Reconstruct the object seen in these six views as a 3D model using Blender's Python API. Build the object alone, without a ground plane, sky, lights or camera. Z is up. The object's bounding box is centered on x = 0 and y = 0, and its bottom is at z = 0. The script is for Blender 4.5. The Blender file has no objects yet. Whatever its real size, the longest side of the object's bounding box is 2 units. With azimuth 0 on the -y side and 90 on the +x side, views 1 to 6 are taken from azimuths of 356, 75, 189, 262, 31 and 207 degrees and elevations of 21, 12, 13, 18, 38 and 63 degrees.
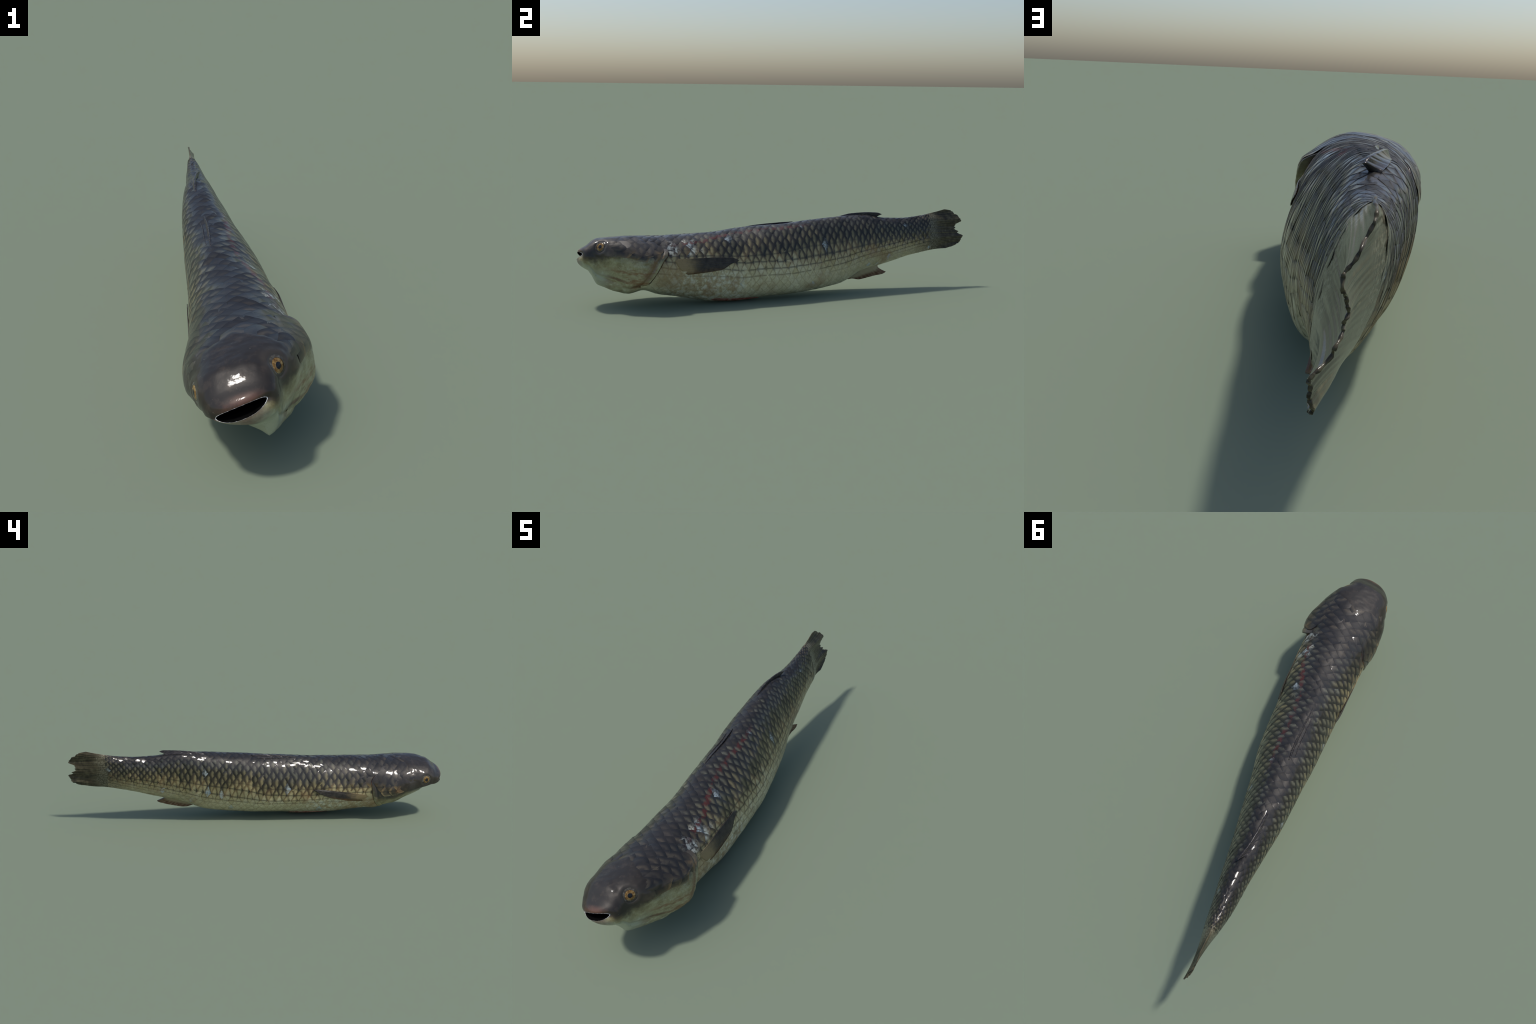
import bpy, math
import numpy as np
from mathutils import noise as mnoise, Vector

rng = np.random.default_rng(7)

# ------------------------------------------------------------------ body plan
# Cross-sections along the fish (y).  Each: centre x, centre z, half width on the
# +x and -x flank, half height up and down, roll (rad), roundness of the back,
# of the +x belly and of the -x belly, sideways skew of the keel.
STATIONS = np.array([
    [-0.985, -0.0385, 0.2454, 0.0425, 0.0424, 0.0272, 0.0561, 0.3018, 2.43, 2.21, 1.27, 0.0140],
    [-0.955, -0.0319, 0.2280, 0.0891, 0.0867, 0.0522, 0.0609, 0.2982, 2.57, 1.95, 1.06, 0.0216],
    [-0.910, -0.0293, 0.2255, 0.0968, 0.1040, 0.0863, 0.1233, 0.2823, 2.69, 1.60, 0.81, 0.0278],
    [-0.850, -0.0233, 0.2202, 0.1390, 0.1284, 0.0981, 0.1494, 0.2567, 2.45, 1.36, 1.09, 0.0379],
    [-0.780, -0.0156, 0.2133, 0.1560, 0.1550, 0.1108, 0.1614, 0.2360, 2.16, 1.68, 1.38, 0.0490],
    [-0.700, -0.0066, 0.1959, 0.1620, 0.1688, 0.1283, 0.1310, 0.2355, 1.95, 2.24, 2.20, 0.0442],
    [-0.615, -0.0090, 0.1889, 0.1530, 0.1560, 0.1330, 0.1487, 0.2680, 1.95, 2.08, 2.05, 0.0024],
    [-0.585, -0.0060, 0.1855, 0.1485, 0.1530, 0.1370, 0.1490, 0.2680, 2.03, 2.15, 1.92, 0.0010],
    [-0.500, -0.0061, 0.1788, 0.1450, 0.1485, 0.1467, 0.1585, 0.2666, 2.02, 2.00, 1.76, 0.0030],
    [-0.380, -0.0025, 0.1766, 0.1345, 0.1505, 0.1535, 0.1772, 0.2817, 1.97, 2.00, 1.70, 0.0010],
    [-0.220, -0.0155, 0.1614, 0.1325, 0.1350, 0.1854, 0.1660, 0.2983, 1.82, 2.18, 1.52, 0.0],
    [-0.050, -0.0170, 0.1622, 0.1185, 0.1340, 0.1944, 0.1560, 0.3173, 2.00, 2.20, 1.62, 0.0],
    [0.120, -0.0329, 0.1761, 0.0961, 0.1130, 0.1925, 0.1595, 0.3168, 2.45, 2.22, 1.82, 0.0],
    [0.280, -0.0489, 0.1969, 0.0808, 0.1010, 0.1824, 0.1561, 0.2850, 2.42, 2.07, 2.02, 0.0],
    [0.430, -0.0688, 0.2217, 0.0693, 0.0760, 0.1617, 0.1201, 0.2689, 2.28, 2.09, 2.17, 0.0],
    [0.570, -0.0797, 0.2478, 0.0538, 0.0603, 0.1150, 0.1135, 0.2451, 2.30, 2.16, 2.22, 0.0],
    [0.700, -0.0895, 0.2701, 0.0374, 0.0497, 0.0912, 0.1038, 0.2479, 2.10, 2.08, 2.14, 0.0],
    [0.800, -0.0974, 0.2887, 0.0273, 0.0330, 0.0852, 0.1066, 0.2479, 2.00, 2.01, 2.09, 0.0],
    [0.880, -0.1056, 0.3068, 0.0106, 0.0117, 0.0872, 0.1214, 0.2520, 2.05, 2.05, 2.07, 0.0],
])


def pchip(x, Y, q):
    """Monotone cubic interpolation of the rows of Y."""
    h = np.diff(x)[:, None]
    d = np.diff(Y, axis=0) / h
    m = np.zeros_like(Y)
    m[0], m[-1] = d[0], d[-1]
    w1, w2 = 2 * h[1:] + h[:-1], h[1:] + 2 * h[:-1]
    a, b = np.where(d[:-1] == 0, 1, d[:-1]), np.where(d[1:] == 0, 1, d[1:])
    m[1:-1] = np.where(d[1:] * d[:-1] > 0, (w1 + w2) / (w1 / a + w2 / b), 0)
    i = np.clip(np.searchsorted(x, q) - 1, 0, len(x) - 2)
    t = ((q - x[i]) / (x[i + 1] - x[i]))[:, None]
    H = h[i]
    return ((2*t**3 - 3*t**2 + 1) * Y[i] + (t**3 - 2*t**2 + t) * H * m[i]
            + (-2*t**3 + 3*t**2) * Y[i+1] + (t**3 - t**2) * H * m[i+1])


def curve(xs, ys):
    xs, ys = np.array(xs, float), np.array(ys, float)[:, None]
    return lambda q: pchip(xs, ys, np.clip(np.atleast_1d(np.asarray(q, float)).ravel(), xs[0], xs[-1]))[:, 0].reshape(np.shape(q))


# extra half width of the flared right gill cover
flare_width = curve([-.86, -.78, -.70, -.615, -.58], [0, .005, .015, .019, .020])


def raw_surf(y, th, flare=0.0):
    """Point on the smooth body: y along the fish, th around it (degrees: 0 = +x flank, 90 = back)."""
    y, th, flare = np.broadcast_arrays(np.asarray(y, float), np.asarray(th, float), np.asarray(flare, float))
    Q = pchip(STATIONS[:, 0], STATIONS[:, 1:], np.clip(y.ravel(), -0.985, 0.93))
    cx, cz, aR, aL, bu, bd, ro, nu, nR, nL, sk = [Q[:, k].reshape(y.shape) for k in range(11)]
    aR, aL = np.maximum(aR, .005), np.maximum(aL, .005)
    t180 = (th + 90) % 360 - 90
    aR = aR + flare * flare_width(y) * np.clip((36 - t180) / 26, 0, 1)
    c, s = np.cos(np.radians(th)), np.sin(np.radians(th))
    n = np.where(s >= 0, nu, np.where(c > 0, nR, nL))
    X = np.sign(c) * np.abs(c) ** (2 / n) * np.where(c > 0, aR, aL)
    Z = np.sign(s) * np.abs(s) ** (2 / n) * np.where(s > 0, bu, bd)
    X = X + sk * np.where(s < 0, (Z / bd) ** 2, 0)
    return np.stack([cx + X * np.cos(ro) - Z * np.sin(ro), y, cz + X * np.sin(ro) + Z * np.cos(ro)], -1)


def normal(y, th, flare=0.0):
    e, f = 0.004, 1.5
    a = raw_surf(np.asarray(y) + e, th, flare) - raw_surf(np.asarray(y) - e, th, flare)
    b = raw_surf(y, np.asarray(th) + f, flare) - raw_surf(y, np.asarray(th) - f, flare)
    n = np.cross(a, b)
    return n / np.maximum(np.linalg.norm(n, axis=-1, keepdims=True), 1e-9)


def surf(y, th, h=0.0, flare=0.0):
    return raw_surf(y, th, flare) + normal(y, th, flare) * np.asarray(h)[..., None] * np.ones(np.shape(y) + (1,))


def elevation(th):
    """Degrees above the flank line / 90: +1 on the back, -1 on the belly."""
    return np.degrees(np.arcsin(np.clip(np.sin(np.radians(th)), -1, 1))) / 90.0


# rear edge of the two gill covers: y as a function of the girth angle
edge_right = curve([-64, -56, -36, -18, 0, 10, 22, 34], [-.735, -.703, -.673, -.645, -.617, -.598, -.592, -.605])
edge_left = curve([118, 124, 148, 184, 212, 236], [-.655, -.63, -.585, -.600, -.638, -.69])


def smooth01(a, b, v):
    t = np.clip((v - a) / (b - a), 0, 1)
    return t * t * (3 - 2 * t)


# the two gill covers: girth range, front, rear edge, lift of the free edge, depth of the buried rim
COVERS = {"right": (-64, 34, -.85, edge_right, .0032, .004), "left": (118, 234, -.80, edge_left, .0025, .004)}


def cover_height(key, y, th):
    th0, th1, y0, edge, lift, sunk = COVERS[key]
    t = np.clip((y - y0) / (edge(th) - y0), 0, 1)
    side = np.minimum(smooth01(0, 14, th - th0), smooth01(0, 22, th1 - th))
    return -sunk + (lift + sunk) * smooth01(.0, .85, t) * side - sunk * (1 - side) * .5


def scale_start(th):
    """Where the scaled skin behind the gill covers begins, by girth angle."""
    t = (th + 90) % 360 - 90
    if -64 <= t <= 26:
        return float(edge_right(t)) + .002
    if 128 <= t <= 236:
        return float(edge_left(t)) + .002
    if t > 236 or t < -64:
        return -.70
    return float(np.interp(t, [26, 45, 70, 90, 110, 128], [-.80, -.83, -.80, -.77, -.80, -.80]))


# ------------------------------------------------------------------ node helpers
class Nodes:
    def __init__(self, name):
        self.mat = bpy.data.materials.new(name)
        self.mat.use_nodes = True
        self.t = self.mat.node_tree
        self.t.nodes.clear()
        self.out = self.t.nodes.new("ShaderNodeOutputMaterial")
        self._obj = None

    def new(self, kind, **props):
        n = self.t.nodes.new(kind)
        for k, v in props.items():
            setattr(n, k, v)
        return n

    def set(self, sock, v):
        if isinstance(v, bpy.types.NodeSocket):
            self.t.links.new(v, sock)
        elif isinstance(v, (tuple, list)) and len(v) == 3 and sock.type == "RGBA":
            sock.default_value = (*v, 1)
        else:
            sock.default_value = v

    def obj(self):
        if self._obj is None:
            self._obj = self.new("ShaderNodeTexCoord").outputs["Object"]
        return self._obj

    def xyz(self):
        if not hasattr(self, "_xyz"):
            n = self.new("ShaderNodeSeparateXYZ")
            self.set(n.inputs[0], self.obj())
            self._xyz = n.outputs
        return self._xyz

    def attr(self, name):
        return self.new("ShaderNodeAttribute", attribute_name=name).outputs["Fac"]

    def m(self, op, a, b=0.0, c=0.0, clamp=False):
        n = self.new("ShaderNodeMath", operation=op, use_clamp=clamp)
        for s, v in zip(n.inputs, (a, b, c)):
            self.set(s, v)
        return n.outputs[0]

    def step(self, v, a, b):
        n = self.new("ShaderNodeMapRange", interpolation_type="SMOOTHSTEP")
        self.set(n.inputs["Value"], v)
        lo, hi, o0, o1 = (a, b, 0.0, 1.0) if a < b else (b, a, 1.0, 0.0)
        n.inputs["From Min"].default_value, n.inputs["From Max"].default_value = lo, hi
        n.inputs["To Min"].default_value, n.inputs["To Max"].default_value = o0, o1
        return n.outputs["Result"]

    def band(self, v, lo, hi, soft):
        return self.m("MULTIPLY", self.step(v, lo - soft, lo + soft), self.step(v, hi + soft, hi - soft))

    def mix(self, f, a, b, mode="MIX"):
        n = self.new("ShaderNodeMix", data_type="RGBA", blend_type=mode)
        self.set(n.inputs[0], f)
        self.set(n.inputs[6], a)
        self.set(n.inputs[7], b)
        return n.outputs[2]

    def noise(self, scale, detail=3.0, rough=0.5, vec=None, stretch=None, dist=0.0):
        v = vec or self.obj()
        if stretch:
            mp = self.new("ShaderNodeMapping")
            mp.inputs["Scale"].default_value = stretch
            self.set(mp.inputs["Vector"], v)
            v = mp.outputs[0]
        n = self.new("ShaderNodeTexNoise")
        self.set(n.inputs["Vector"], v)
        n.inputs["Scale"].default_value = scale
        n.inputs["Detail"].default_value = detail
        n.inputs["Roughness"].default_value = rough
        n.inputs["Distortion"].default_value = dist
        return n.outputs["Fac"]

    def ramp(self, f, stops):
        n = self.new("ShaderNodeValToRGB")
        self.set(n.inputs[0], f)
        e = n.color_ramp.elements
        while len(e) < len(stops):
            e.new(0.5)
        for el, (p, c) in zip(e, stops):
            el.position = p
            el.color = (*c, 1)
        return n.outputs[0]

    def float_curve(self, v, pts, lo, hi, olo, ohi):
        """Piecewise smooth curve; pts are (input, output) pairs in real units."""
        a = self.new("ShaderNodeMapRange")
        self.set(a.inputs["Value"], v)
        a.inputs["From Min"].default_value, a.inputs["From Max"].default_value = lo, hi
        n = self.new("ShaderNodeFloatCurve")
        cm = n.mapping.curves[0]
        P = [((x - lo) / (hi - lo), (y - olo) / (ohi - olo)) for x, y in pts]
        cm.points[0].location, cm.points[1].location = P[0], P[-1]
        for p in P[1:-1]:
            cm.points.new(*p)
        n.mapping.update()
        self.set(n.inputs["Value"], a.outputs["Result"])
        b = self.new("ShaderNodeMapRange")
        self.set(b.inputs["Value"], n.outputs[0])
        b.inputs["To Min"].default_value, b.inputs["To Max"].default_value = olo, ohi
        return b.outputs["Result"]

    def finish(self, color, rough=0.2, bump=None, bump_d=0.001, spec=0.2, extra=None, bump_s=1.0):
        p = self.new("ShaderNodeBsdfPrincipled")
        self.set(p.inputs["Base Color"], color)
        self.set(p.inputs["Roughness"], rough)
        self.set(p.inputs["Specular IOR Level"], spec)
        for k, v in (extra or {}).items():
            self.set(p.inputs[k], v)
        if bump is not None:
            b = self.new("ShaderNodeBump")
            b.inputs["Distance"].default_value = bump_d
            b.inputs["Strength"].default_value = bump_s
            self.set(b.inputs["Height"], bump)
            self.set(p.inputs["Normal"], b.outputs[0])
            self.set(p.inputs["Coat Normal"], b.outputs[0])
        self.t.links.new(p.outputs[0], self.out.inputs[0])
        return self.mat


# countershading line: elevation (deg / 90) at which the dark back gives way to the pale flank
BORDER = [(-1.0, -.30), (-.95, -.24), (-.88, -.16), (-.82, .00), (-.77, .10), (-.66, .10), (-.60, .14),
          (-.45, .16), (-.16, .13), (.2, .08), (.5, .0), (.66, -.10), (.8, -.22), (1.0, -.30)]
GLOSS = 0.50
WET = {"Coat Weight": 0.5, "Coat Roughness": 0.04}


def dorsal_side(N):
    """elevation above the countershading line, and the flank sign (x relative to the spine)."""
    x, y, z = N.xyz()
    line = N.float_curve(y, BORDER, -1.0, 1.0, -1.0, 1.0)
    e = N.m("SUBTRACT", N.attr("girth_elevation"), line)
    side = N.m("ADD", x, N.m("MULTIPLY_ADD", y, .07, .035))
    return e, side


def skin_material():
    N = Nodes("wet_fish_skin")
    x, y, z = N.xyz()
    e, side = dorsal_side(N)
    n1 = N.noise(14, 4, .6)
    n2 = N.noise(60, 4, .65)
    n3 = N.noise(220, 3, .6)
    lefthead = N.m("MULTIPLY", N.step(side, .0, -.03), N.band(y, -.92, -.60, .03))
    e = N.m("ADD", e, N.m("MULTIPLY", lefthead, .22))
    ew = N.m("ADD", e, N.m("MULTIPLY", N.m("SUBTRACT", n1, .5), .30))
    ew = N.m("ADD", ew, N.m("MULTIPLY", N.m("SUBTRACT", n2, .5), .20))
    base = N.ramp(N.m("MULTIPLY_ADD", ew, .5, .5), [
        (0.0, (.50, .49, .33)), (.26, (.42, .39, .22)), (.40, (.32, .29, .14)), (.485, (.18, .16, .08)),
        (.535, (.070, .058, .036)), (.60, (.032, .026, .020)), (.72, (.022, .0180, .0138)), (1.0, (.019, .0158, .0128))])
    crown = N.m("MULTIPLY", N.step(N.noise(38, 5, .7), .50, .66), N.step(e, .05, .25))
    base = N.mix(N.m("MULTIPLY", crown, .5), base, (.050, .038, .028))
    # the left cheek is darker, and the gill cover is slate above, with a dark bar across the cheek
    g = N.attr("girth_elevation")
    headz = N.step(y, -.58, -.64)
    slate = N.m("MULTIPLY", N.band(y, -.715, -.60, .03), N.band(g, -.06, .40, .09))
    base = N.mix(N.m("MULTIPLY", slate, N.m("MULTIPLY_ADD", n2, .8, .35)), base, (.050, .048, .048))
    bar = N.m("MULTIPLY", N.band(N.m("ADD", y, N.m("MULTIPLY_ADD", n1, .06, -.03)), -.825, -.785, .02), N.band(g, -.18, .30, .10))
    base = N.mix(N.m("MULTIPLY", bar, .75), base, (.045, .040, .034))
    # dark ring of skin round the eye
    for ex, ey, ez in ((.059, -.891, .292), (-.141, -.886, .229)):
        dv = N.new("ShaderNodeVectorMath", operation="DISTANCE")
        N.set(dv.inputs[0], N.obj())
        dv.inputs[1].default_value = (ex, ey, ez)
        base = N.mix(N.m("MULTIPLY", N.step(dv.outputs["Value"], .062, .030), .7), base, (.045, .038, .030))
    # grey-green mottling of the cheek
    mott = N.ramp(N.noise(34, 5, .7), [(.30, (.13, .105, .052)), (.48, (.31, .285, .15)), (.62, (.43, .42, .26)), (.75, (.60, .61, .46))])
    base = N.mix(N.m("MULTIPLY", N.m("MULTIPLY", N.step(ew, .02, -.14), headz), .6), base, mott)
    # reddish margin along the right gill cover
    ye = N.float_curve(g, [(-.72, -.75), (-.62, -.737), (-.42, -.697), (-.22, -.674), (.0, -.648), (.12, -.620), (.4, -.612)], -.72, .4, -1.0, 0.0)
    dm = N.m("ABSOLUTE", N.m("ADD", N.m("SUBTRACT", y, ye), N.m("MULTIPLY_ADD", n1, .05, -.025)))
    marg = N.m("MULTIPLY", N.m("MULTIPLY", N.step(dm, .026, .004), N.step(side, .0, .03)), N.band(g, -.72, .10, .05))
    base = N.mix(N.m("MULTIPLY", marg, .7), base, (.17, .075, .035))
    # brown crease along the jaw
    jl = N.m("ABSOLUTE", N.m("ADD", g, N.m("MULTIPLY_ADD", n2, .06, .49)))
    jaw = N.m("MULTIPLY", N.m("MULTIPLY", N.step(jl, .05, .012), N.band(y, -.92, -.79, .02)), N.step(side, .0, .03))
    base = N.mix(N.m("MULTIPLY", jaw, .75), base, (.13, .05, .028))
    # olive and brown blotches on the cheek
    blot = N.step(N.noise(24, 3, .6, stretch=(1, .8, 1.3)), .50, .68)
    base = N.mix(N.m("MULTIPLY", blot, N.m("MULTIPLY", N.step(e, .25, .0), .45)), base, (.19, .13, .055))
    # red-brown streaks low on the gill covers and throat
    streak = N.step(N.noise(16, 4, .6, stretch=(1, .55, 2.2)), .48, .66)
    zone = N.m("MULTIPLY", N.band(e, -.95, -.28, .16), N.band(y, -.93, -.60, .04))
    base = N.mix(N.m("MULTIPLY", N.m("MULTIPLY", streak, zone), .75), base, (.20, .085, .03))
    # pale mottling
    pale = N.step(n2, .58, .78)
    base = N.mix(N.m("MULTIPLY", N.m("MULTIPLY", pale, N.step(e, .1, -.15)), .5), base, (.50, .53, .42))
    # whitish green chin
    chin = N.m("MULTIPLY", N.step(y, -.83, -.90), N.step(e, -.12, -.40))
    base = N.mix(N.m("MULTIPLY", chin, .75), base, (.42, .45, .33))
    # brown-red lips
    lips = N.m("MULTIPLY", N.step(y, -.968, -.990), N.step(n1, .25, .6))
    base = N.mix(N.m("MULTIPLY", lips, .8), base, (.13, .065, .045))
    # fine dark and light specks
    base = N.mix(N.m("MULTIPLY", N.step(n3, .60, .75), .35), base, (.012, .012, .014))
    base = N.mix(N.m("MULTIPLY", N.step(N.noise(130, 2, .5), .72, .80), .5), base, (.30, .28, .22))
    # tail base: grey-brown with pale worn patch
    tb = N.step(y, .72, .82)
    tcol = N.ramp(n2, [(.30, (.030, .027, .024)), (.5, (.10, .085, .050)), (.62, (.17, .15, .09)), (.74, (.40, .42, .36))])
    base = N.mix(N.m("MULTIPLY", tb, .7), base, tcol)
    h = N.m("ADD", n3, N.m("MULTIPLY", n2, 2.0))
    rough = N.m("MULTIPLY_ADD", n2, .06, GLOSS - .03)
    return N.finish(base, rough, bump=h, bump_d=.0008, bump_s=.22, extra=WET)


def scale_material():
    N = Nodes("wet_fish_scale")
    x, y, z = N.xyz()
    e, side = dorsal_side(N)
    s, d, r = N.attr("scale_length"), N.m("ABSOLUTE", N.attr("scale_width")), N.attr("scale_seed")
    n1, n2 = N.noise(9, 3, .6), N.noise(90, 4, .65)
    n3 = N.noise(300, 3, .6, stretch=(1, .5, 1))
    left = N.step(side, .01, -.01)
    # -x flank: pale centres painted further up, for the sun on that side
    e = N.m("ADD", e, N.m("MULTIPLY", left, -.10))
    ew = N.m("ADD", e, N.m("MULTIPLY_ADD", n1, .30, -.15))
    ew = N.m("ADD", ew, N.m("MULTIPLY_ADD", r, .22, -.11))
    f = N.m("MULTIPLY_ADD", ew, .5, .5)
    centre = N.ramp(f, [(0.0, (.58, .55, .38)), (.30, (.57, .52, .33)), (.42, (.46, .39, .21)), (.485, (.35, .29, .145)),
                        (.545, (.200, .168, .084)), (.64, (.128, .114, .069)), (.75, (.088, .088, .066)),
                        (.815, (.028, .0240, .0185)), (1.0, (.020, .0172, .0142))])
    nape = N.m("MULTIPLY", N.m("MAXIMUM", N.step(y, -.58, -.62), N.m("MULTIPLY", N.step(y, -.36, -.60), N.step(e, -.10, .08))), N.step(N.attr("girth_elevation"), -.10, .05))
    centre = N.mix(N.m("MULTIPLY", nape, .92), centre, N.mix(N.step(r, .3, .9), (.022, .019, .017), (.055, .045, .032)))
    rim = N.ramp(f, [(0.0, (.44, .40, .27)), (.32, (.36, .29, .16)), (.44, (.19, .13, .060)), (.51, (.050, .038, .026)),
                     (.58, (.013, .012, .012)), (.80, (.012, .0112, .0112)), (1.0, (.013, .012, .012))])
    # toward the tail the flank is browner
    brown = N.m("MULTIPLY", N.step(y, -.05, .55), N.band(e, -.75, .10, .15))
    centre = N.mix(N.m("MULTIPLY", brown, .45), centre, (.25, .19, .085))
    tb = N.m("MULTIPLY", N.step(y, .66, .80), .75)
    centre = N.mix(tb, centre, N.ramp(n2, [(.3, (.045, .038, .030)), (.5, (.115, .095, .058)), (.66, (.17, .145, .09)), (.78, (.36, .37, .31))]))
    # pale, patchy belly scales below the pectoral fin
    bz = N.m("MULTIPLY", N.band(y, -.62, -.22, .08), N.step(e, -.22, -.42))
    centre = N.mix(N.m("MULTIPLY", bz, .7), centre, N.ramp(N.noise(48, 3, .6), [(.38, (.30, .20, .10)), (.5, (.50, .46, .32)), (.62, (.66, .66, .56))]))
    # rim, wide on the back and thin on the belly
    w = N.m("MULTIPLY_ADD", N.step(e, -.25, .12), .13, .07)
    sn = N.m("MULTIPLY_ADD", n2, .08, N.m("SUBTRACT", s, .04))
    k = N.m("DIVIDE", N.m("SUBTRACT", sn, N.m("SUBTRACT", 1.0, w)), w)
    rimf = N.step(k, -.9, .45)
    # dark knot where three scales meet, and the dark line along each row
    knot = N.m("MULTIPLY", N.step(s, .66, .46), N.step(d, .62, .20))
    line = N.m("MULTIPLY", N.step(d, .17, .03), N.m("MULTIPLY", .65, N.band(e, -.42, .06, .12)))
    kz = N.m("MULTIPLY", N.step(e, -.52, -.10), .95)
    dark = N.m("MAXIMUM", N.m("MULTIPLY", knot, kz), line)
    col = N.mix(N.m("MULTIPLY", rimf, N.m("MULTIPLY_ADD", N.step(e, -.5, .0), .35, .60)), centre, rim)
    darkc = N.mix(N.step(e, -.45, -.12), (.075, .052, .030), (.018, .016, .015))
    col = N.mix(dark, col, darkc)
    # grain
    col = N.mix(.55, col, N.ramp(n2, [(.25, (.30, .30, .32)), (.5, (.5, .5, .5)), (.75, (.72, .72, .68))]), "OVERLAY")
    col = N.mix(N.m("MULTIPLY", N.step(n3, .58, .72), .25), col, (.02, .018, .016))
    # scales that shine silver, here and there and in a patch behind the right gill cover
    patch = N.m("MULTIPLY", N.m("MULTIPLY", N.band(y, -.595, -.43, .03), N.band(N.attr("girth_elevation"), .14, .52, .05)), N.step(side, .0, .05))
    rr = N.m("FRACT", N.m("MULTIPLY", r, 7.31))
    silver = N.m("MAXIMUM", N.m("MULTIPLY", N.step(rr, .42, .50), patch), N.m("MULTIPLY", N.step(r, .968, .975), N.m("MULTIPLY", N.band(e, -.75, .50, .1), N.step(y, -.56, -.50))))
    silver = N.m("MULTIPLY", silver, N.m("MULTIPLY", N.step(n2, .36, .58), N.m("SUBTRACT", 1.0, N.m("MULTIPLY", rimf, .8))))
    col = N.mix(N.m("MULTIPLY", silver, .75), col, N.mix(N.step(rr, .2, .9), (.42, .50, .54), (.60, .60, .50)))
    # rusty stain, lower flank near the pectoral and tail
    rust = N.m("MULTIPLY", N.step(N.noise(7, 3, .6), .54, .70), N.band(e, -.9, .0, .15))
    col = N.mix(N.m("MULTIPLY", rust, .45), col, (.23, .12, .05))
    tan = N.m("MULTIPLY", N.m("MULTIPLY", N.band(y, -.66, -.47, .05), N.band(N.attr("girth_elevation"), -.60, -.02, .1)), N.step(n1, .30, .55))
    col = N.mix(N.m("MULTIPLY", tan, .55), col, (.30, .19, .085))
    # blood streak along the right upper flank
    bl = N.float_curve(y, [(-.6, .36), (-.45, .44), (-.34, .58), (-.2, .66), (-.1, .66), (.14, .62), (.3, .60)], -.6, .3, 0.0, 1.0)
    off = N.m("ABSOLUTE", N.m("SUBTRACT", N.attr("girth_elevation"), bl))
    off = N.m("ADD", off, N.m("MULTIPLY_ADD", N.noise(40, 3, .6), .26, -.11))
    blood = N.m("MULTIPLY", N.m("MULTIPLY", N.step(off, .08, .03), N.step(side, .0, .03)), N.band(y, -.56, .10, .06))
    blood = N.m("MULTIPLY", blood, N.m("MAXIMUM", N.m("MULTIPLY", rimf, 1.0), N.m("MULTIPLY", N.step(n1, .45, .6), .7)))
    col = N.mix(N.m("MULTIPLY", blood, .85), col, (.075, .016, .011))
    rough = N.m("ADD", N.m("MULTIPLY_ADD", n2, .06, GLOSS - .03), N.m("MULTIPLY", N.step(s, .92, .99), .15))
    # every scale is tilted and cupped a little differently, which breaks up the glints
    r2 = N.m("SUBTRACT", N.m("FRACT", N.m("MULTIPLY", r, 31.7)), .5)
    r3 = N.m("SUBTRACT", N.m("FRACT", N.m("MULTIPLY", r, 57.3)), .5)
    tilt = N.m("ADD", N.m("MULTIPLY", N.attr("scale_width"), N.m("MULTIPLY", r2, 8.0)), N.m("MULTIPLY", s, N.m("MULTIPLY", r3, 22.0)))
    h = N.m("ADD", N.m("MULTIPLY", N.m("ADD", n3, N.m("MULTIPLY", n2, 1.5)), .25), N.m("SUBTRACT", tilt, N.m("MULTIPLY", N.m("MULTIPLY", d, d), 1.5)))
    return N.finish(col, rough, bump=h, bump_d=.0007, bump_s=1.0, extra=WET)


def fin_material(name, stops, along, tint=None, low=None):
    N = Nodes(name)
    x, y, z = N.xyz()
    ray = N.attr("fin_ray")
    out = N.attr("fin_length")
    st = N.m("MULTIPLY_ADD", N.m("SINE", N.m("MULTIPLY", ray, along)), .5, .5)
    n = N.noise(45, 4, .6)
    n2 = N.noise(160, 3, .6)
    f = N.m("ADD", N.m("MULTIPLY", st, .16), N.m("MULTIPLY_ADD", n, .84, .0))
    col = N.ramp(f, stops)
    if tint:
        lo, hi, c, amt = tint
        col = N.mix(N.m("MULTIPLY", N.step(N.m("ADD", out, N.m("MULTIPLY_ADD", n, .3, -.15)), lo, hi), amt), col, c)
    if name.startswith("tail"):
        speck = N.ramp(n2, [(.32, (.05, .044, .034)), (.5, (.13, .115, .075)), (.64, (.24, .225, .155)), (.78, (.46, .48, .42))])
        col = N.mix(N.m("MULTIPLY", N.step(N.m("ADD", out, N.m("MULTIPLY_ADD", n, .5, -.25)), .42, .16), .8), col, speck)
    if low:
        col = N.mix(N.step(N.m("ADD", ray, N.m("MULTIPLY_ADD", n, .4, -.2)), .55, .95), col, low)
    col = N.mix(N.m("MULTIPLY", N.step(n2, .58, .72), .3), col, (.02, .018, .015))
    return N.finish(col, N.m("MULTIPLY_ADD", n, .15, .12), bump=N.m("ADD", st, n2), bump_d=.0006, bump_s=.4)


def plain(name, stops, scale=80, rough=.2, extra=None):
    N = Nodes(name)
    return N.finish(N.ramp(N.noise(scale, 3, .6), stops), rough, extra=extra)


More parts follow.
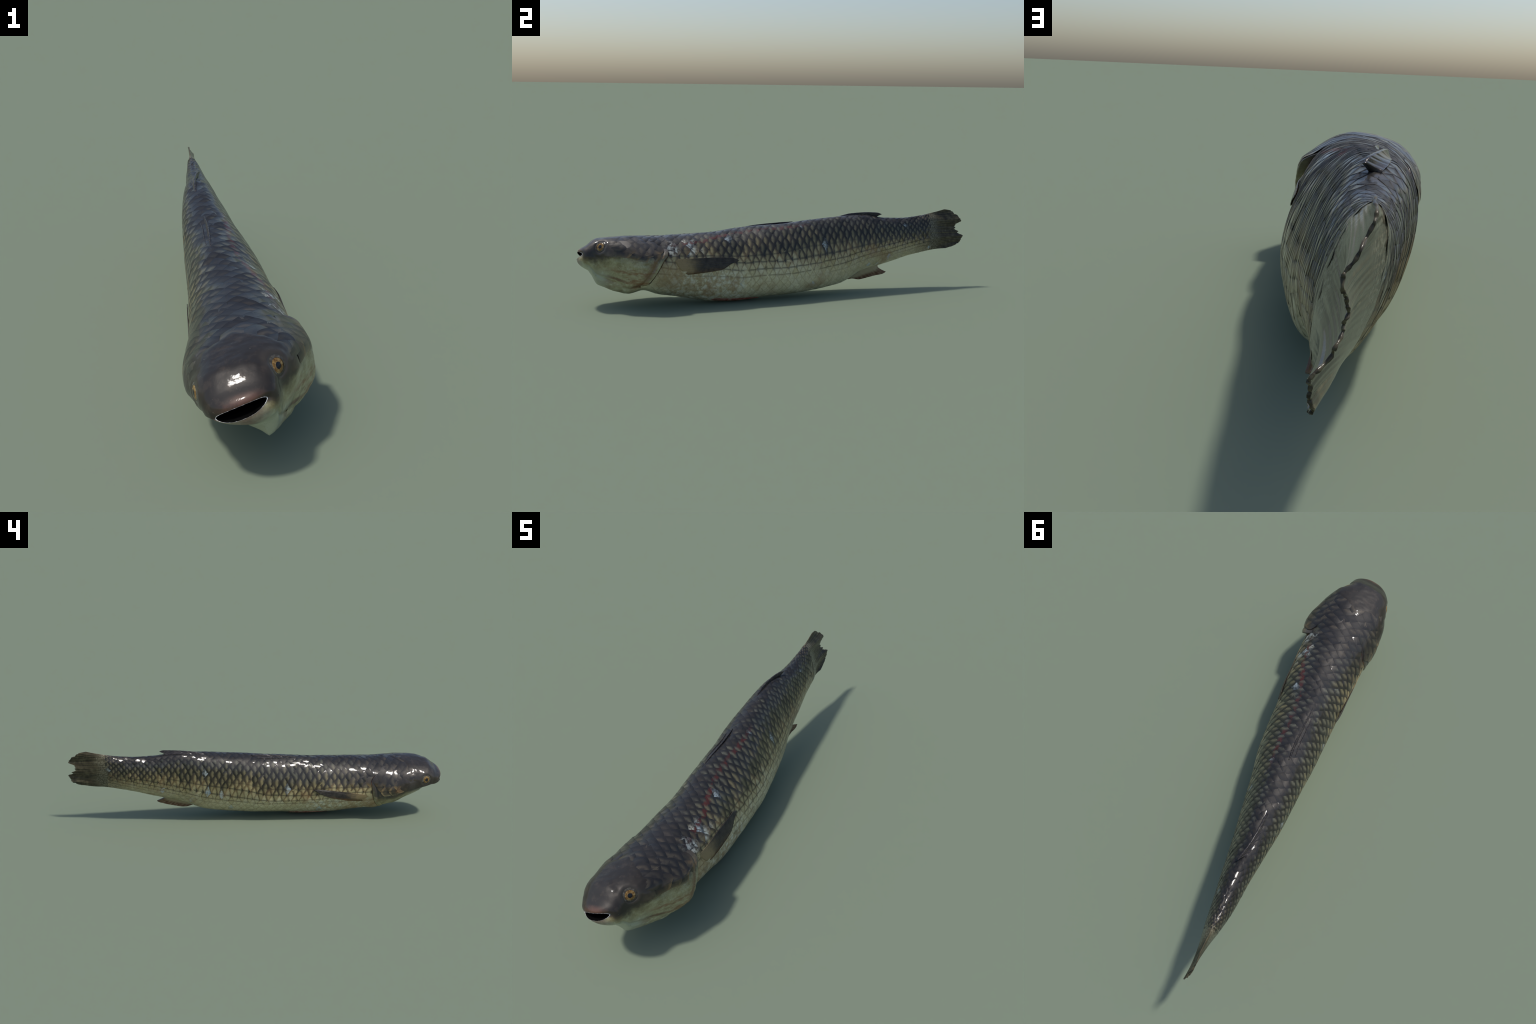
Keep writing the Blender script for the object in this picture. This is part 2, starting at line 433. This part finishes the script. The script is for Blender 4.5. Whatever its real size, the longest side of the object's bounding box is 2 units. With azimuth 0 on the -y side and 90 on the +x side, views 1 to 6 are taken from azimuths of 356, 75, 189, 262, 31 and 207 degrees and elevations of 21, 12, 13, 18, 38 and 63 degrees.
SKIN, SCALE = skin_material(), scale_material()
PECT = fin_material("pectoral_fin_membrane", [(.25, (.022, .019, .020)), (.5, (.050, .043, .038)), (.75, (.085, .073, .058))], 160,
                    tint=(.46, .12, (.34, .25, .13), .85), low=(.12, .070, .030))
DORSAL = fin_material("dorsal_fin_membrane", [(.25, (.018, .017, .020)), (.5, (.035, .032, .034)), (.75, (.070, .062, .055))], 90)
TAIL = fin_material("tail_fin_membrane", [(.22, (.022, .019, .015)), (.45, (.055, .046, .030)), (.6, (.092, .078, .046)), (.8, (.17, .15, .095))], 150)
ANAL = fin_material("anal_fin_membrane", [(.25, (.085, .045, .028)), (.5, (.15, .085, .052)), (.75, (.26, .19, .12))], 70,
                    tint=(.72, .35, (.36, .31, .19), .9))
PELVIC = fin_material("pelvic_fin_membrane", [(.25, (.15, .035, .025)), (.5, (.28, .10, .07)), (.75, (.45, .36, .26))], 60)
IRIS = plain("golden_iris", [(.3, (.085, .042, .014)), (.5, (.20, .120, .040)), (.7, (.34, .265, .13))], 120, .1)
PUPIL = plain("dark_pupil", [(.3, (.008, .010, .014)), (.7, (.018, .021, .028))], 60, .06)
LID = plain("grey_eye_rim", [(.3, (.035, .031, .026)), (.5, (.060, .055, .046)), (.74, (.13, .125, .11))], 90, .15)
MOUTH = plain("mouth_hollow_painted_dark", [(.3, (.002, .002, .002)), (.7, (.004, .004, .004))], 40, .9, {"Specular IOR Level": 0.0})  # near-zero colour paints in the darkness of the open mouth
LIPEDGE = plain("pale_lip_edge", [(.3, (.30, .26, .24)), (.7, (.75, .78, .80))], 160, .2)

# ------------------------------------------------------------------ mesh helpers
fish = bpy.data.objects.new("grey_mullet", None)
bpy.context.scene.collection.objects.link(fish)
fish["label"] = "whole grey mullet fish with dark back, pale belly and frayed tail"
fish["category"] = "fish"


def make(name, verts, faces, mat, parent=fish, attrs=None, smooth=True, normals=None):
    me = bpy.data.meshes.new(name)
    me.from_pydata(np.asarray(verts).tolist(), [], [tuple(int(i) for i in f) for f in faces])
    for k, v in (attrs or {}).items():
        a = me.attributes.new(k, "FLOAT", "POINT")
        a.data.foreach_set("value", np.asarray(v, np.float32).ravel())
    if smooth:
        me.polygons.foreach_set("use_smooth", [True] * len(me.polygons))
    me.materials.append(mat)
    me.update()
    if normals is not None:
        me.normals_split_custom_set_from_vertices(np.asarray(normals).tolist())
    o = bpy.data.objects.new(name, me)
    bpy.context.scene.collection.objects.link(o)
    o.parent = parent
    return o


def grid_faces(nr, nc, wrap=False, base=0, flip=False):
    F = []
    for i in range(nr - 1):
        for j in range(nc if wrap else nc - 1):
            k = (j + 1) % nc
            q = (base + i*nc + j, base + i*nc + k, base + (i+1)*nc + k, base + (i+1)*nc + j)
            F.append(q[::-1] if flip else q)
    return F


def fbm(P, f, octaves=3):
    P = np.asarray(P).reshape(-1, 3)
    return np.array([mnoise.fractal(Vector(p * f), 0.6, 2.0, octaves) for p in P])


# ------------------------------------------------------------------ body: one surface, split into head, trunk, tail
NT = 192
THETA = np.linspace(0, 360, NT, endpoint=False)
RIM_ROWS = 22
MOUTH_C = np.array([-.0355, .2300])
MOUTH_ROLL = .36


def mouth_rim(th, k=1.0):
    c, s = np.cos(np.radians(th)), np.sin(np.radians(th))
    X = .066 * k * np.sign(c) * np.abs(c) ** .9
    Z = k * np.where(s > 0, .020, .0135) * np.sign(s) * np.abs(s) ** 1.1
    y = -.993 + .022 * np.abs(c) ** 2.2 + np.where(s < 0, -.004, 0.0) * np.abs(s)
    cr, sr = np.cos(MOUTH_ROLL), np.sin(MOUTH_ROLL)
    return np.stack([MOUTH_C[0] + X*cr - Z*sr, y, MOUTH_C[1] + X*sr + Z*cr], -1)


Y_BODY = np.concatenate([np.linspace(-.955, -.56, 110), np.linspace(-.56, .808, 230)[1:]])
rows = []
rim, first = mouth_rim(THETA), raw_surf(Y_BODY[0], THETA)
m1 = (raw_surf(Y_BODY[0] + .004, THETA) - raw_surf(Y_BODY[0] - .004, THETA)) / .008 * .045
m0 = (first - rim) * np.array([1.5, 0, 1.5]) + np.array([0, .004, 0])
for i in range(RIM_ROWS):
    t = i / RIM_ROWS
    rows.append((2*t**3 - 3*t**2 + 1) * rim + (t**3 - 2*t**2 + t) * m0 + (-2*t**3 + 3*t**2) * first + (t**3 - t**2) * m1)
TH, YY = np.meshgrid(THETA, Y_BODY)
B = raw_surf(YY, TH)
Nn = normal(YY, TH)
h = np.zeros_like(YY)
t180 = (TH + 90) % 360 - 90
# under the scales the skin lies a little deeper
start = np.array([scale_start(t) for t in THETA])[None, :]
h -= .0030 * smooth01(-.005, .03, YY - start) * smooth01(.82, .79, YY)
# behind and beneath the flared gill covers
er = edge_right(np.clip(t180, -64, 34))
in_r = smooth01(-70, -58, t180) * smooth01(38, 30, t180)
h -= in_r * .010 * smooth01(-.10, -.02, YY - er) * smooth01(.055, .0, YY - er)
el = edge_left(np.clip(t180, 118, 236))
in_l = smooth01(112, 122, t180) * smooth01(242, 230, t180)
h -= in_l * .006 * smooth01(-.08, -.01, YY - el) * smooth01(.035, .0, YY - el)
# eye sockets
EYES = [np.array([.059, -.891, .292]), np.array([-.141, -.886, .229])]
for E_ in EYES:
    dist = np.linalg.norm(B - E_, axis=-1)
    h -= .005 * smooth01(.030, .016, dist)
    h += .0022 * np.exp(-((dist - .036) / .009) ** 2)
# jaw crease and cheek lumps
crease = np.interp(YY, [-.96, -.915, -.863, -.80], [-42., -50., -54., -56.])
h -= .0055 * np.exp(-((t180 - crease) / 4.0) ** 2) * smooth01(-.97, -.93, YY) * smooth01(-.76, -.82, YY)
pre = np.interp(t180, [-40, -20, 0, 25], [-.775, -.788, -.797, -.803])
h -= .0022 * np.exp(-((YY - pre) / .009) ** 2) * smooth01(-50, -35, t180) * smooth01(35, 20, t180)
h += .0016 * fbm(B, 16.0).reshape(YY.shape) * smooth01(-.6, -.66, YY) * smooth01(-.955, -.93, YY)
h += .0003 * fbm(B, 55.0).reshape(YY.shape) * smooth01(-.955, -.93, YY)
B = B + Nn * h[..., None]
# hanging point of the throat membrane
spike = np.array([.033, -.915, .118])
wgt = np.exp(-(np.linalg.norm((B - spike) * [1, .7, 1], axis=-1) / .022) ** 2)
B[..., 2] -= .006 * wgt
rows += list(B)
V = np.concatenate(rows)
nrow = len(rows)
ELEV = np.tile(elevation(THETA), nrow)
FACES = grid_faces(nrow, NT, wrap=True, flip=True)
FACES.append(tuple((nrow - 1) * NT + j for j in range(NT))[::-1])
whole = make("whole_body", V, FACES, SKIN)
whole.data.update()
VN = np.array([v.normal[:] for v in whole.data.vertices])
ROW_Y = [None] * nrow


def body_region(name, r0, r1, cap=False):
    idx = np.arange(r0 * NT, (r1 + 1) * NT)
    F = grid_faces(r1 - r0 + 1, NT, wrap=True, flip=True)
    if cap:
        F.append(tuple((r1 - r0) * NT + j for j in range(NT))[::-1])
    o = make(name, V[idx], F, SKIN, attrs={"girth_elevation": ELEV[idx]})
    o.data.normals_split_custom_set_from_vertices(VN[idx].tolist())
    return o


def row_at(y):
    return RIM_ROWS + int(np.argmin(np.abs(Y_BODY - y)))


head = body_region("head", 0, row_at(-.60))
trunk = body_region("torso", row_at(-.60), row_at(.66))
tail = body_region("tail", row_at(.66), nrow - 1, cap=True)
bpy.data.objects.remove(whole)

# ------------------------------------------------------------------ mouth
rings = [mouth_rim(THETA), mouth_rim(THETA, .97) + [0, .004, 0], mouth_rim(THETA, 1.05) + [0, .03, 0], mouth_rim(THETA, 1.25) + [.002, .08, -.004],
         mouth_rim(THETA, 1.35) + [.008, .20, -.012], mouth_rim(THETA, .6) + [.012, .30, -.02]]
make("mouth", np.concatenate(rings), grid_faces(6, NT, True) + [tuple(range(5*NT, 6*NT))], MOUTH, parent=head)


def tube(path, radii, sides=8, closed=False):
    path = np.asarray(path, float)
    n = len(path)
    T = np.roll(path, -1, 0) - np.roll(path, 1, 0) if closed else np.gradient(path, axis=0)
    T /= np.linalg.norm(T, axis=1)[:, None] + 1e-12
    up = np.array([0, .3, 1.0])
    A = np.cross(T, up)
    A /= np.linalg.norm(A, axis=1)[:, None] + 1e-12
    C = np.cross(T, A)
    a = np.linspace(0, 2*np.pi, sides, endpoint=False)
    R = np.broadcast_to(np.asarray(radii, float), (n,))
    VV = path[:, None] + R[:, None, None] * (np.cos(a)[None, :, None] * A[:, None] + np.sin(a)[None, :, None] * C[:, None])
    F = grid_faces(n, sides, True)
    if closed:
        F += [((n-1)*sides + j, (n-1)*sides + (j+1) % sides, (j+1) % sides, j) for j in range(sides)]
    else:
        F += [tuple(range(sides))[::-1], tuple((n-1)*sides + j for j in range(sides))]
    return VV.reshape(-1, 3), F


rad = .00010 + .0010 * np.abs(np.cos(np.radians(THETA))) ** 6 + .0003 * np.maximum(0, np.sin(np.radians(THETA * 23))) ** 4
v, f = tube(mouth_rim(THETA, .985) + [0, -.0006, 0], rad, 6, closed=True)
make("lip_edge", v, f, LIPEDGE, parent=head)

# ------------------------------------------------------------------ eyes
for E_ in EYES:
    # nearest surface coordinate gives the outward direction
    yy, tt = np.meshgrid(np.linspace(-.91, -.87, 21), np.arange(0, 360, 2.0), indexing="ij")
    S_ = raw_surf(yy, tt)
    k = np.unravel_index(np.argmin(((S_ - E_) ** 2).sum(-1)), yy.shape)
    nrm = normal(yy[k], tt[k])
    ax1 = np.cross([0, 0, 1.0], nrm); ax1 /= np.linalg.norm(ax1)
    ax2 = np.cross(nrm, ax1)
    O = S_[k]

    fy, ft = np.meshgrid(np.linspace(-.94, -.84, 161), np.arange(0, 360, .75), indexing="ij")
    SF = raw_surf(fy, ft).reshape(-1, 3)
    keep = (normal(fy, ft).reshape(-1, 3) @ nrm > .2) & (np.linalg.norm(SF - O, axis=1) < .06)
    SF = SF[keep] - O
    su, sv, sw = SF @ ax1, SF @ ax2, SF @ nrm

    def ground(pu, pv):
        d2 = (pu[:, None] - su) ** 2 + (pv[:, None] - sv) ** 2
        wgt_ = np.exp(-d2 / .003 ** 2) + 1e-12
        return (wgt_ * sw).sum(1) / wgt_.sum(1)

    def dome(r0, r1, h0, h1, rings_, squash=1.0, follow=1.0):
        a = np.linspace(0, 2*np.pi, 48, endpoint=False)
        VV = []
        for i in range(rings_):
            t = i / (rings_ - 1)
            r = r0 + (r1 - r0) * t
            hh = h0 + (h1 - h0) * math.sin(t * math.pi / 2)
            pu, pv = np.cos(a) * r, np.sin(a) * r * squash
            VV.append(O + nrm * (hh + follow * ground(pu, pv))[:, None] + ax1 * pu[:, None] + ax2 * pv[:, None])
        return np.concatenate(VV)

    eye = make("eye", dome(.033, .0195, -.0018, .0012, 8), grid_faces(8, 48, True), LID, parent=fish)
    make("iris", dome(.0205, .009, -.0004, .0026, 7, follow=.8), grid_faces(7, 48, True), IRIS, parent=eye)
    make("pupil", dome(.0120, .0003, .0018, .0034, 6, follow=.8), grid_faces(6, 48, True) + [tuple(range(5*48, 6*48))], PUPIL, parent=eye)


# ------------------------------------------------------------------ gill covers
def gill_cover(key):
    th0, th1, y_front, edge, lift, sunk = COVERS[key]
    fl = 1.0 if key == "right" else 0.0
    nt, ny = 120, 80
    ths = np.linspace(th0, th1, nt)
    VV = []
    for i in range(ny):
        y = y_front + (edge(ths) - y_front) * i / (ny - 1)
        hh = cover_height(key, y, ths)
        P = raw_surf(y, ths, fl)
        # folds of the cheek: ridged opercle margin and lumps
        fold = -.0032 * np.exp(-((y - (edge(ths) - .022)) / .006) ** 2) * smooth01(0, 20, th1 - ths) * smooth01(0, 14, ths - th0)
        hh = hh + fold + .0026 * fbm(P, 18.0) * smooth01(20, -5, 90 - np.abs(ths - 90)) + .0004 * fbm(P, 60.0)
        VV.append(surf(y, ths, hh, fl))
    for dep, back in ((.0010, .0020), (.0030, .0018), (.030, -.010)):      # rounded free edge, turned in
        y = edge(ths) + back
        side = np.minimum(smooth01(0, 14, ths - th0), smooth01(0, 22, th1 - ths))
        VV.append(surf(y, ths, cover_height(key, edge(ths), ths) - dep * (.3 + .7 * side) , fl))
    return make("gill_cover", np.concatenate(VV), grid_faces(ny + 3, nt, flip=True), SKIN, parent=head,
                attrs={"girth_elevation": np.tile(elevation(ths), ny + 3)})


gill_cover("right")
gill_cover("left")

# ------------------------------------------------------------------ scales
ROWS = 32
pitch = curve([-.9, -.5, -.2, 0.0, .4, .65, .85], [.041, .042, .041, .039, .0335, .029, .0245])
LEN, KR = 1.58, .52
tips = [-.90]
while tips[-1] < .88:
    tips.append(tips[-1] + float(pitch(tips[-1])))
tips = np.array(tips)
col_y = lambda c: np.interp(c, np.arange(len(tips)), tips)

NS, ND = 9, 11
S_GRID = np.linspace(0, 1, NS)
D_GRID = np.sin(np.linspace(-1, 1, ND) * math.pi / 2)
SCALE_FACES = grid_faces(NS + 1, ND, flip=True)
pieces = []
for r in range(ROWS):
    th_c = 360.0 * r / ROWS + 90
    for c in range(len(tips) - 1):
        u = c + .5 * (r % 2)
        y_tip = float(col_y(u))
        p = float(pitch(y_tip))
        t180 = (th_c + 90) % 360 - 90
        cover = None
        if t180 < 34 and t180 > 8 and -.80 + .0016 * (34 - t180) < y_tip < edge_right(t180) - .004:
            cover = "right"
        elif 118 < t180 < 172 and -.79 + .0008 * (t180 - 118) < y_tip < edge_left(t180) - .004:
            cover = "left"
        if y_tip > .815 or (cover is None and y_tip - .75 * p < scale_start(th_c)):
            continue
        jit = rng.normal(0, 1, 4)
        w = 1.04 + .02 * jit[0]
        dd, ss = np.meshgrid(D_GRID, S_GRID)
        rimu = u + -.0 + .045 * jit[1] - KR * np.abs(dd) ** 1.75
        uu = rimu - (1 - ss) * LEN * (1 - .25 * np.abs(dd) ** 2)
        th = th_c + (dd * w + .03 * jit[2]) * 360.0 / ROWS
        y = col_y(np.maximum(uu, -3))
        y = np.where(uu < 0, tips[0] + uu * p, y)
        y = np.maximum(y, -.95)
        fade = (float(smooth01(-.80, -.55, y_tip)) * .6 + .4) * (1 - .6 * float(smooth01(.72, .80, y_tip)))
        relief = .0019 * (p / .040) * fade
        hh = -.0012 + relief * ss ** 1.15 * (1 + .12 * jit[3]) - .0003 * dd ** 2
        hh = hh + .00012 * rng.normal() * dd
        fl = 0.0
        if cover:
            tt = (th + 90) % 360 - 90
            hh = hh * .8 + np.maximum(cover_height(cover, y, tt), -.001) + .0013
            fl = 1.0 if cover == "right" else 0.0
        P = surf(y, th, hh, fl)
        # round the free rim down on to the scale below
        rimP = surf(y[-1] + .0005, th[-1], hh[-1] - .0006 * fade, fl)
        P = np.concatenate([P.reshape(-1, 3), rimP])
        s_at = np.concatenate([ss.ravel(), np.full(ND, 1.0)])
        d_at = np.concatenate([dd.ravel(), D_GRID])
        e_at = elevation(np.concatenate([th.ravel(), th[-1]]))
        area = p * float(np.linalg.norm(P[NS//2*ND] - P[NS//2*ND + ND - 1]))
        vis = area * (1.0 if math.sin(math.radians(th_c)) > -.6 else .5) * (1.0 if y_tip > -.58 else .4)
        nb = normal(y, th, fl)
        nb = nb - np.array([0, .03, 0])
        nb = nb / np.linalg.norm(nb, axis=-1, keepdims=True)
        nb = np.concatenate([nb.reshape(-1, 3), nb[-1]])
        pieces.append((vis, P, s_at, d_at, e_at, rng.random(), nb))

order = sorted(range(len(pieces)), key=lambda k: -pieces[k][0])
big = set(order[:300])
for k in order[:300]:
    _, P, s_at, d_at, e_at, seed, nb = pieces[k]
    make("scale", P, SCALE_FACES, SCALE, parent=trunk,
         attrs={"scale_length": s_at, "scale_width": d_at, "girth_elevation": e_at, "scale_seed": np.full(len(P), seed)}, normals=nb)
VV, FF, NN, A = [], [], [], [[], [], [], []]
base = 0
for k in range(len(pieces)):
    if k in big:
        continue
    _, P, s_at, d_at, e_at, seed, nb = pieces[k]
    VV.append(P)
    NN.append(nb)
    FF += [tuple(i + base for i in q) for q in SCALE_FACES]
    base += len(P)
    for a, v in zip(A, (s_at, d_at, e_at, np.full(len(P), seed))):
        a.append(v)
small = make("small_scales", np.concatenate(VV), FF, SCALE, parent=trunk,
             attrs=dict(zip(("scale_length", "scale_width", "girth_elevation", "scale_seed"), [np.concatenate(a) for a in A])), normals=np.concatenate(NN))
small["kind"] = "stuff"


# ------------------------------------------------------------------ fins
def resample(ctrl, n):
    """Smooth curve through control points, n samples evenly in parameter."""
    ctrl = np.asarray(ctrl, float)
    t = np.linspace(0, 1, len(ctrl))
    return pchip(t, ctrl, np.linspace(0, 1, n))


def plate(name, G, Nrm, thick, mat, parent=fish):
    """Closed thin plate from a grid of points G[ray, out], unit normals and half-thickness."""
    nr, nc = G.shape[:2]
    top, bot = G + Nrm * thick[..., None], G - Nrm * thick[..., None]
    VV = np.concatenate([top.reshape(-1, 3), bot.reshape(-1, 3)])
    F = grid_faces(nr, nc) + grid_faces(nr, nc, base=nr*nc, flip=True)
    loop = [(0, j) for j in range(nc)] + [(i, nc-1) for i in range(1, nr)] + [(nr-1, j) for j in range(nc-2, -1, -1)] + [(i, 0) for i in range(nr-2, 0, -1)]
    for (a, b), (c, d) in zip(loop, loop[1:] + loop[:1]):
        i, j = a*nc + b, c*nc + d
        F.append((j, i, i + nr*nc, j + nr*nc))
    ray = np.repeat(np.linspace(0, 1, nr), nc)
    out = np.tile(np.linspace(0, 1, nc), nr)
    return make(name, VV, F, mat, parent=parent, attrs={"fin_ray": np.tile(ray, 2), "fin_length": np.tile(out, 2)})


def grid_normals(G):
    a, b = np.gradient(G, axis=0), np.gradient(G, axis=1)
    n = np.cross(a, b)
    return n / (np.linalg.norm(n, axis=-1, keepdims=True) + 1e-12)


def folded_fin(name, base_ctrl, end_ctrl, lift0, lift1, rays, ridge, mat, n=70, m=34):
    """Fin lying against the body; controls are (y, girth angle)."""
    b, e = resample(base_ctrl, n), resample(end_ctrl, n)
    t = np.linspace(0, 1, m)
    yt = b[:, None] * (1 - t[None, :, None]) + e[:, None] * t[None, :, None]
    ray = np.linspace(0, 1, n)[:, None]
    hh = lift0 + (lift1 - lift0) * t[None] ** .8 + ridge * np.sin(ray * rays * 2 * np.pi) * smooth01(.05, .25, t)[None] * np.ones((n, 1))
    G = surf(yt[..., 0], yt[..., 1], hh)
    return plate(name, G, normal(yt[..., 0], yt[..., 1]), .0018 - .001 * t[None] * np.ones((n, 1)), mat)


# pectoral fins
folded_fin("pectoral_fin", [(-.570, 6), (-.560, 0), (-.542, -10), (-.520, -18), (-.505, -21)],
           [(-.285, 8.5), (-.258, 4), (-.300, -3), (-.345, -12), (-.440, -17)], -.0018, .0040, 13, .0004, PECT)
folded_fin("pectoral_fin", [(-.566, 176), (-.566, 181), (-.560, 186), (-.553, 191), (-.545, 194)],
           [(-.300, 158.5), (-.268, 158.5), (-.305, 167), (-.370, 179), (-.460, 189)], -.0018, .0045, 13, .0004, PECT)
# pelvic fins folded on the belly
folded_fin("pelvic_fin", [(-.385, -80), (-.380, -76), (-.370, -70)], [(-.165, -93), (-.140, -90), (-.19, -77)], -.001, .0022, 6, .0010, PELVIC, n=40)
folded_fin("pelvic_fin", [(-.370, 232), (-.380, 238), (-.385, 244)], [(-.21, 230), (-.165, 240), (-.18, 250)], -.001, .0022, 6, .0010, PELVIC, n=40)


def standing_fin(name, base_y, base_th, tips_, rays, ridge, mat, sink=.006, n=60, m=20, thick=.0035, notch=0.0):
    """Fin rising from a base line on the body to a tip polyline given as (x, y, z)."""
    y = np.linspace(*base_y, n)
    th = np.interp(np.linspace(0, 1, n), np.linspace(0, 1, len(base_th)), base_th)
    b = surf(y, th, np.full(n, -sink))
    e = resample(tips_, n)
    t = np.linspace(0, 1, m)
    G = b[:, None] * (1 - t[None, :, None]) + e[:, None] * t[None, :, None]
    G[..., 1] -= notch * np.sin(np.pi * t ** .8)[None] * smooth01(.6, 1.0, np.linspace(0, 1, n))[:, None]
    N_ = grid_normals(G)
    ray = np.linspace(0, 1, n)[:, None]
    G = G + N_ * (ridge * np.sin(ray * rays * 2 * np.pi) * np.ones((1, m)))[..., None]
    return plate(name, G, N_, (thick * (1 - .75 * t[None] ** .7)) * np.ones((n, 1)), mat)


P_ = lambda y, th, h: surf(np.array(y), np.array(th), np.array(h))
# spiny dorsal fin, folded flat in its groove
standing_fin("dorsal_fin", (-.20, .03), [91, 90], [P_(-.19, 90, .001), P_(-.13, 88, .004), P_(-.05, 87, .0065), P_(.02, 88, .006), P_(.062, 89, .003)], 4, .0004, DORSAL, thick=.006)
standing_fin("dorsal_fin", (-.17, .03), [97, 96], [P_(-.165, 97, .001), P_(-.10, 97, .003), P_(-.03, 96, .0035), P_(.03, 96, .002)], 4, .0003, DORSAL, thick=.005)
# soft dorsal fin
standing_fin("dorsal_fin", (.30, .515), [92, 90], [P_(.31, 91, .001), P_(.38, 89, .010), np.array([-.104, .46, .391]), np.array([-.094, .515, .389]), np.array([-.088, .538, .381])], 8, .0004, DORSAL, thick=.010, notch=.012)
# anal fin
standing_fin("anal_fin", (.335, .522), [270, 272], [P_(.345, 270, .001), np.array([-.035, .402, .058]), np.array([-.037, .453, .066]), np.array([-.037, .488, .073]), np.array([-.030, .533, .083]), np.array([-.031, .548, .091])], 8, .0004, ANAL, thick=.016, notch=.028)

# ------------------------------------------------------------------ tail fin
n, m = 150, 50
w = np.linspace(0, 1, n)
ang = 90 - 180 * w
# trailing edge, back to belly: (w, x, y, z)
EDGE = np.array([[0, -.123, .905, .398], [.06, -.126, .938, .393], [.10, -.125, .955, .382], [.125, -.122, .962, .372], [.16, -.117, .980, .362],
                 [.20, -.110, .985, .350], [.235, -.107, .990, .343], [.27, -.106, .998, .331], [.30, -.107, .980, .325], [.34, -.109, .966, .316],
                 [.40, -.109, .960, .303], [.43, -.108, .968, .298], [.46, -.107, .957, .292], [.50, -.105, .966, .286], [.535, -.103, .981, .279],
                 [.57, -.100, .974, .268], [.59, -.094, .986, .263], [.62, -.088, .997, .258], [.68, -.084, 1.000, .249], [.74, -.084, .992, .236],
                 [.82, -.086, .982, .219], [.88, -.082, .962, .207], [.94, -.078, .935, .198], [1.0, -.073, .90, .190]])
EDGE[:, 3] += (EDGE[:, 1] + .095) * .2
endP = np.stack([np.interp(w, EDGE[:, 0], EDGE[:, k]) for k in (1, 2, 3)], -1)
fray = np.array([mnoise.noise(Vector((i * .53, 3.3, 1.7))) for i in range(n)]) + .7 * np.array([mnoise.noise(Vector((i * 1.7, 9.3, .7))) for i in range(n)])
endP[:, 1] += .006 * fray * np.minimum(1, 8 * np.minimum(w, 1 - w))
endP[:, 1] = np.minimum(endP[:, 1], 1.0)
Y0 = .80
t = np.linspace(0, 1, m)
# the fin grows out of the tail's own cross-section: two sheets that close to a thin plate
sheets = []
for sgn in (1, -1):
    th_w = 90 - sgn * 180 * w
    base_ = raw_surf(Y0, th_w) - normal(Y0, th_w) * .0005
    mid_ = raw_surf(Y0, np.full(n, 90.0)) * (1 - w[:, None]) + raw_surf(Y0, np.full(n, 270.0)) * w[:, None]
    off = base_ - mid_
    shrink = (1 - t) ** 1.7
    mid_g = mid_[:, None] * (1 - t[None, :, None]) + endP[:, None] * t[None, :, None]
    cen = mid_g.mean(0, keepdims=True)
    k_ = (1 - .01 * np.sin(np.pi * t))[None, :, None] * np.array([1, 0, 1]) + np.array([0, 1, 0])
    mid_g = cen + (mid_g - cen) * k_
    mid_g[..., 0] -= .006 * np.sin(np.pi * t)[None] * smooth01(.5, .8, w)[:, None]
    NG = grid_normals(mid_g)
    if (NG[n//2, m//2] @ np.array([1.0, 0, 0])) * sgn < 0:
        NG = -NG
    ridge_ = .0004 * np.sin(w * 30 * 2 * np.pi)[:, None] * smooth01(.25, .6, t)[None] + sgn * .0010 * np.sin(w * 9.5 * 2 * np.pi)[:, None] * t[None] ** 2
    sheets.append(mid_g + off[:, None] * shrink[None, :, None] + NG * (.0016 * t[None] ** .5 + ridge_)[..., None])
VV = np.concatenate([sheets[0].reshape(-1, 3), sheets[1].reshape(-1, 3)])
FF = grid_faces(n, m) + grid_faces(n, m, base=n*m, flip=True)
loop = [(0, j) for j in range(m)] + [(i, m-1) for i in range(1, n)] + [(n-1, j) for j in range(m-2, -1, -1)]
for (a_, b_), (c_, d_) in zip(loop, loop[1:]):
    i, j = a_*m + b_, c_*m + d_
    FF.append((j, i, i + n*m, j + n*m))
make("tail_fin", VV, FF, TAIL, attrs={"fin_ray": np.tile(np.repeat(w, m), 2), "fin_length": np.tile(np.tile(t, n), 2)})

# ------------------------------------------------------------------ gill membrane showing in the slit behind each cover
MEMBRANE = plain("red_brown_gill_membrane", [(.3, (.018, .010, .009)), (.5, (.07, .030, .018)), (.68, (.20, .11, .055))], 38, .15)


def gill_slit(th0, th1, edge, width):
    ths = np.linspace(th0, th1, 90)
    taper = np.minimum(smooth01(0, 14, ths - th0), smooth01(0, 14, th1 - ths))
    VV = []
    for t_ in np.linspace(0, 1, 7):
        y = edge(ths) - .006 + (.006 + width * taper) * t_
        VV.append(surf(y, ths, .0006 + .0012 * np.sin(np.pi * t_) - .006 * t_ ** 3 - .003 * (1 - taper)))
    make("gill_membrane", np.concatenate(VV), grid_faces(7, 90, flip=True), MEMBRANE, parent=head)


gill_slit(-62, 28, edge_right, .016)
gill_slit(124, 232, edge_left, .010)
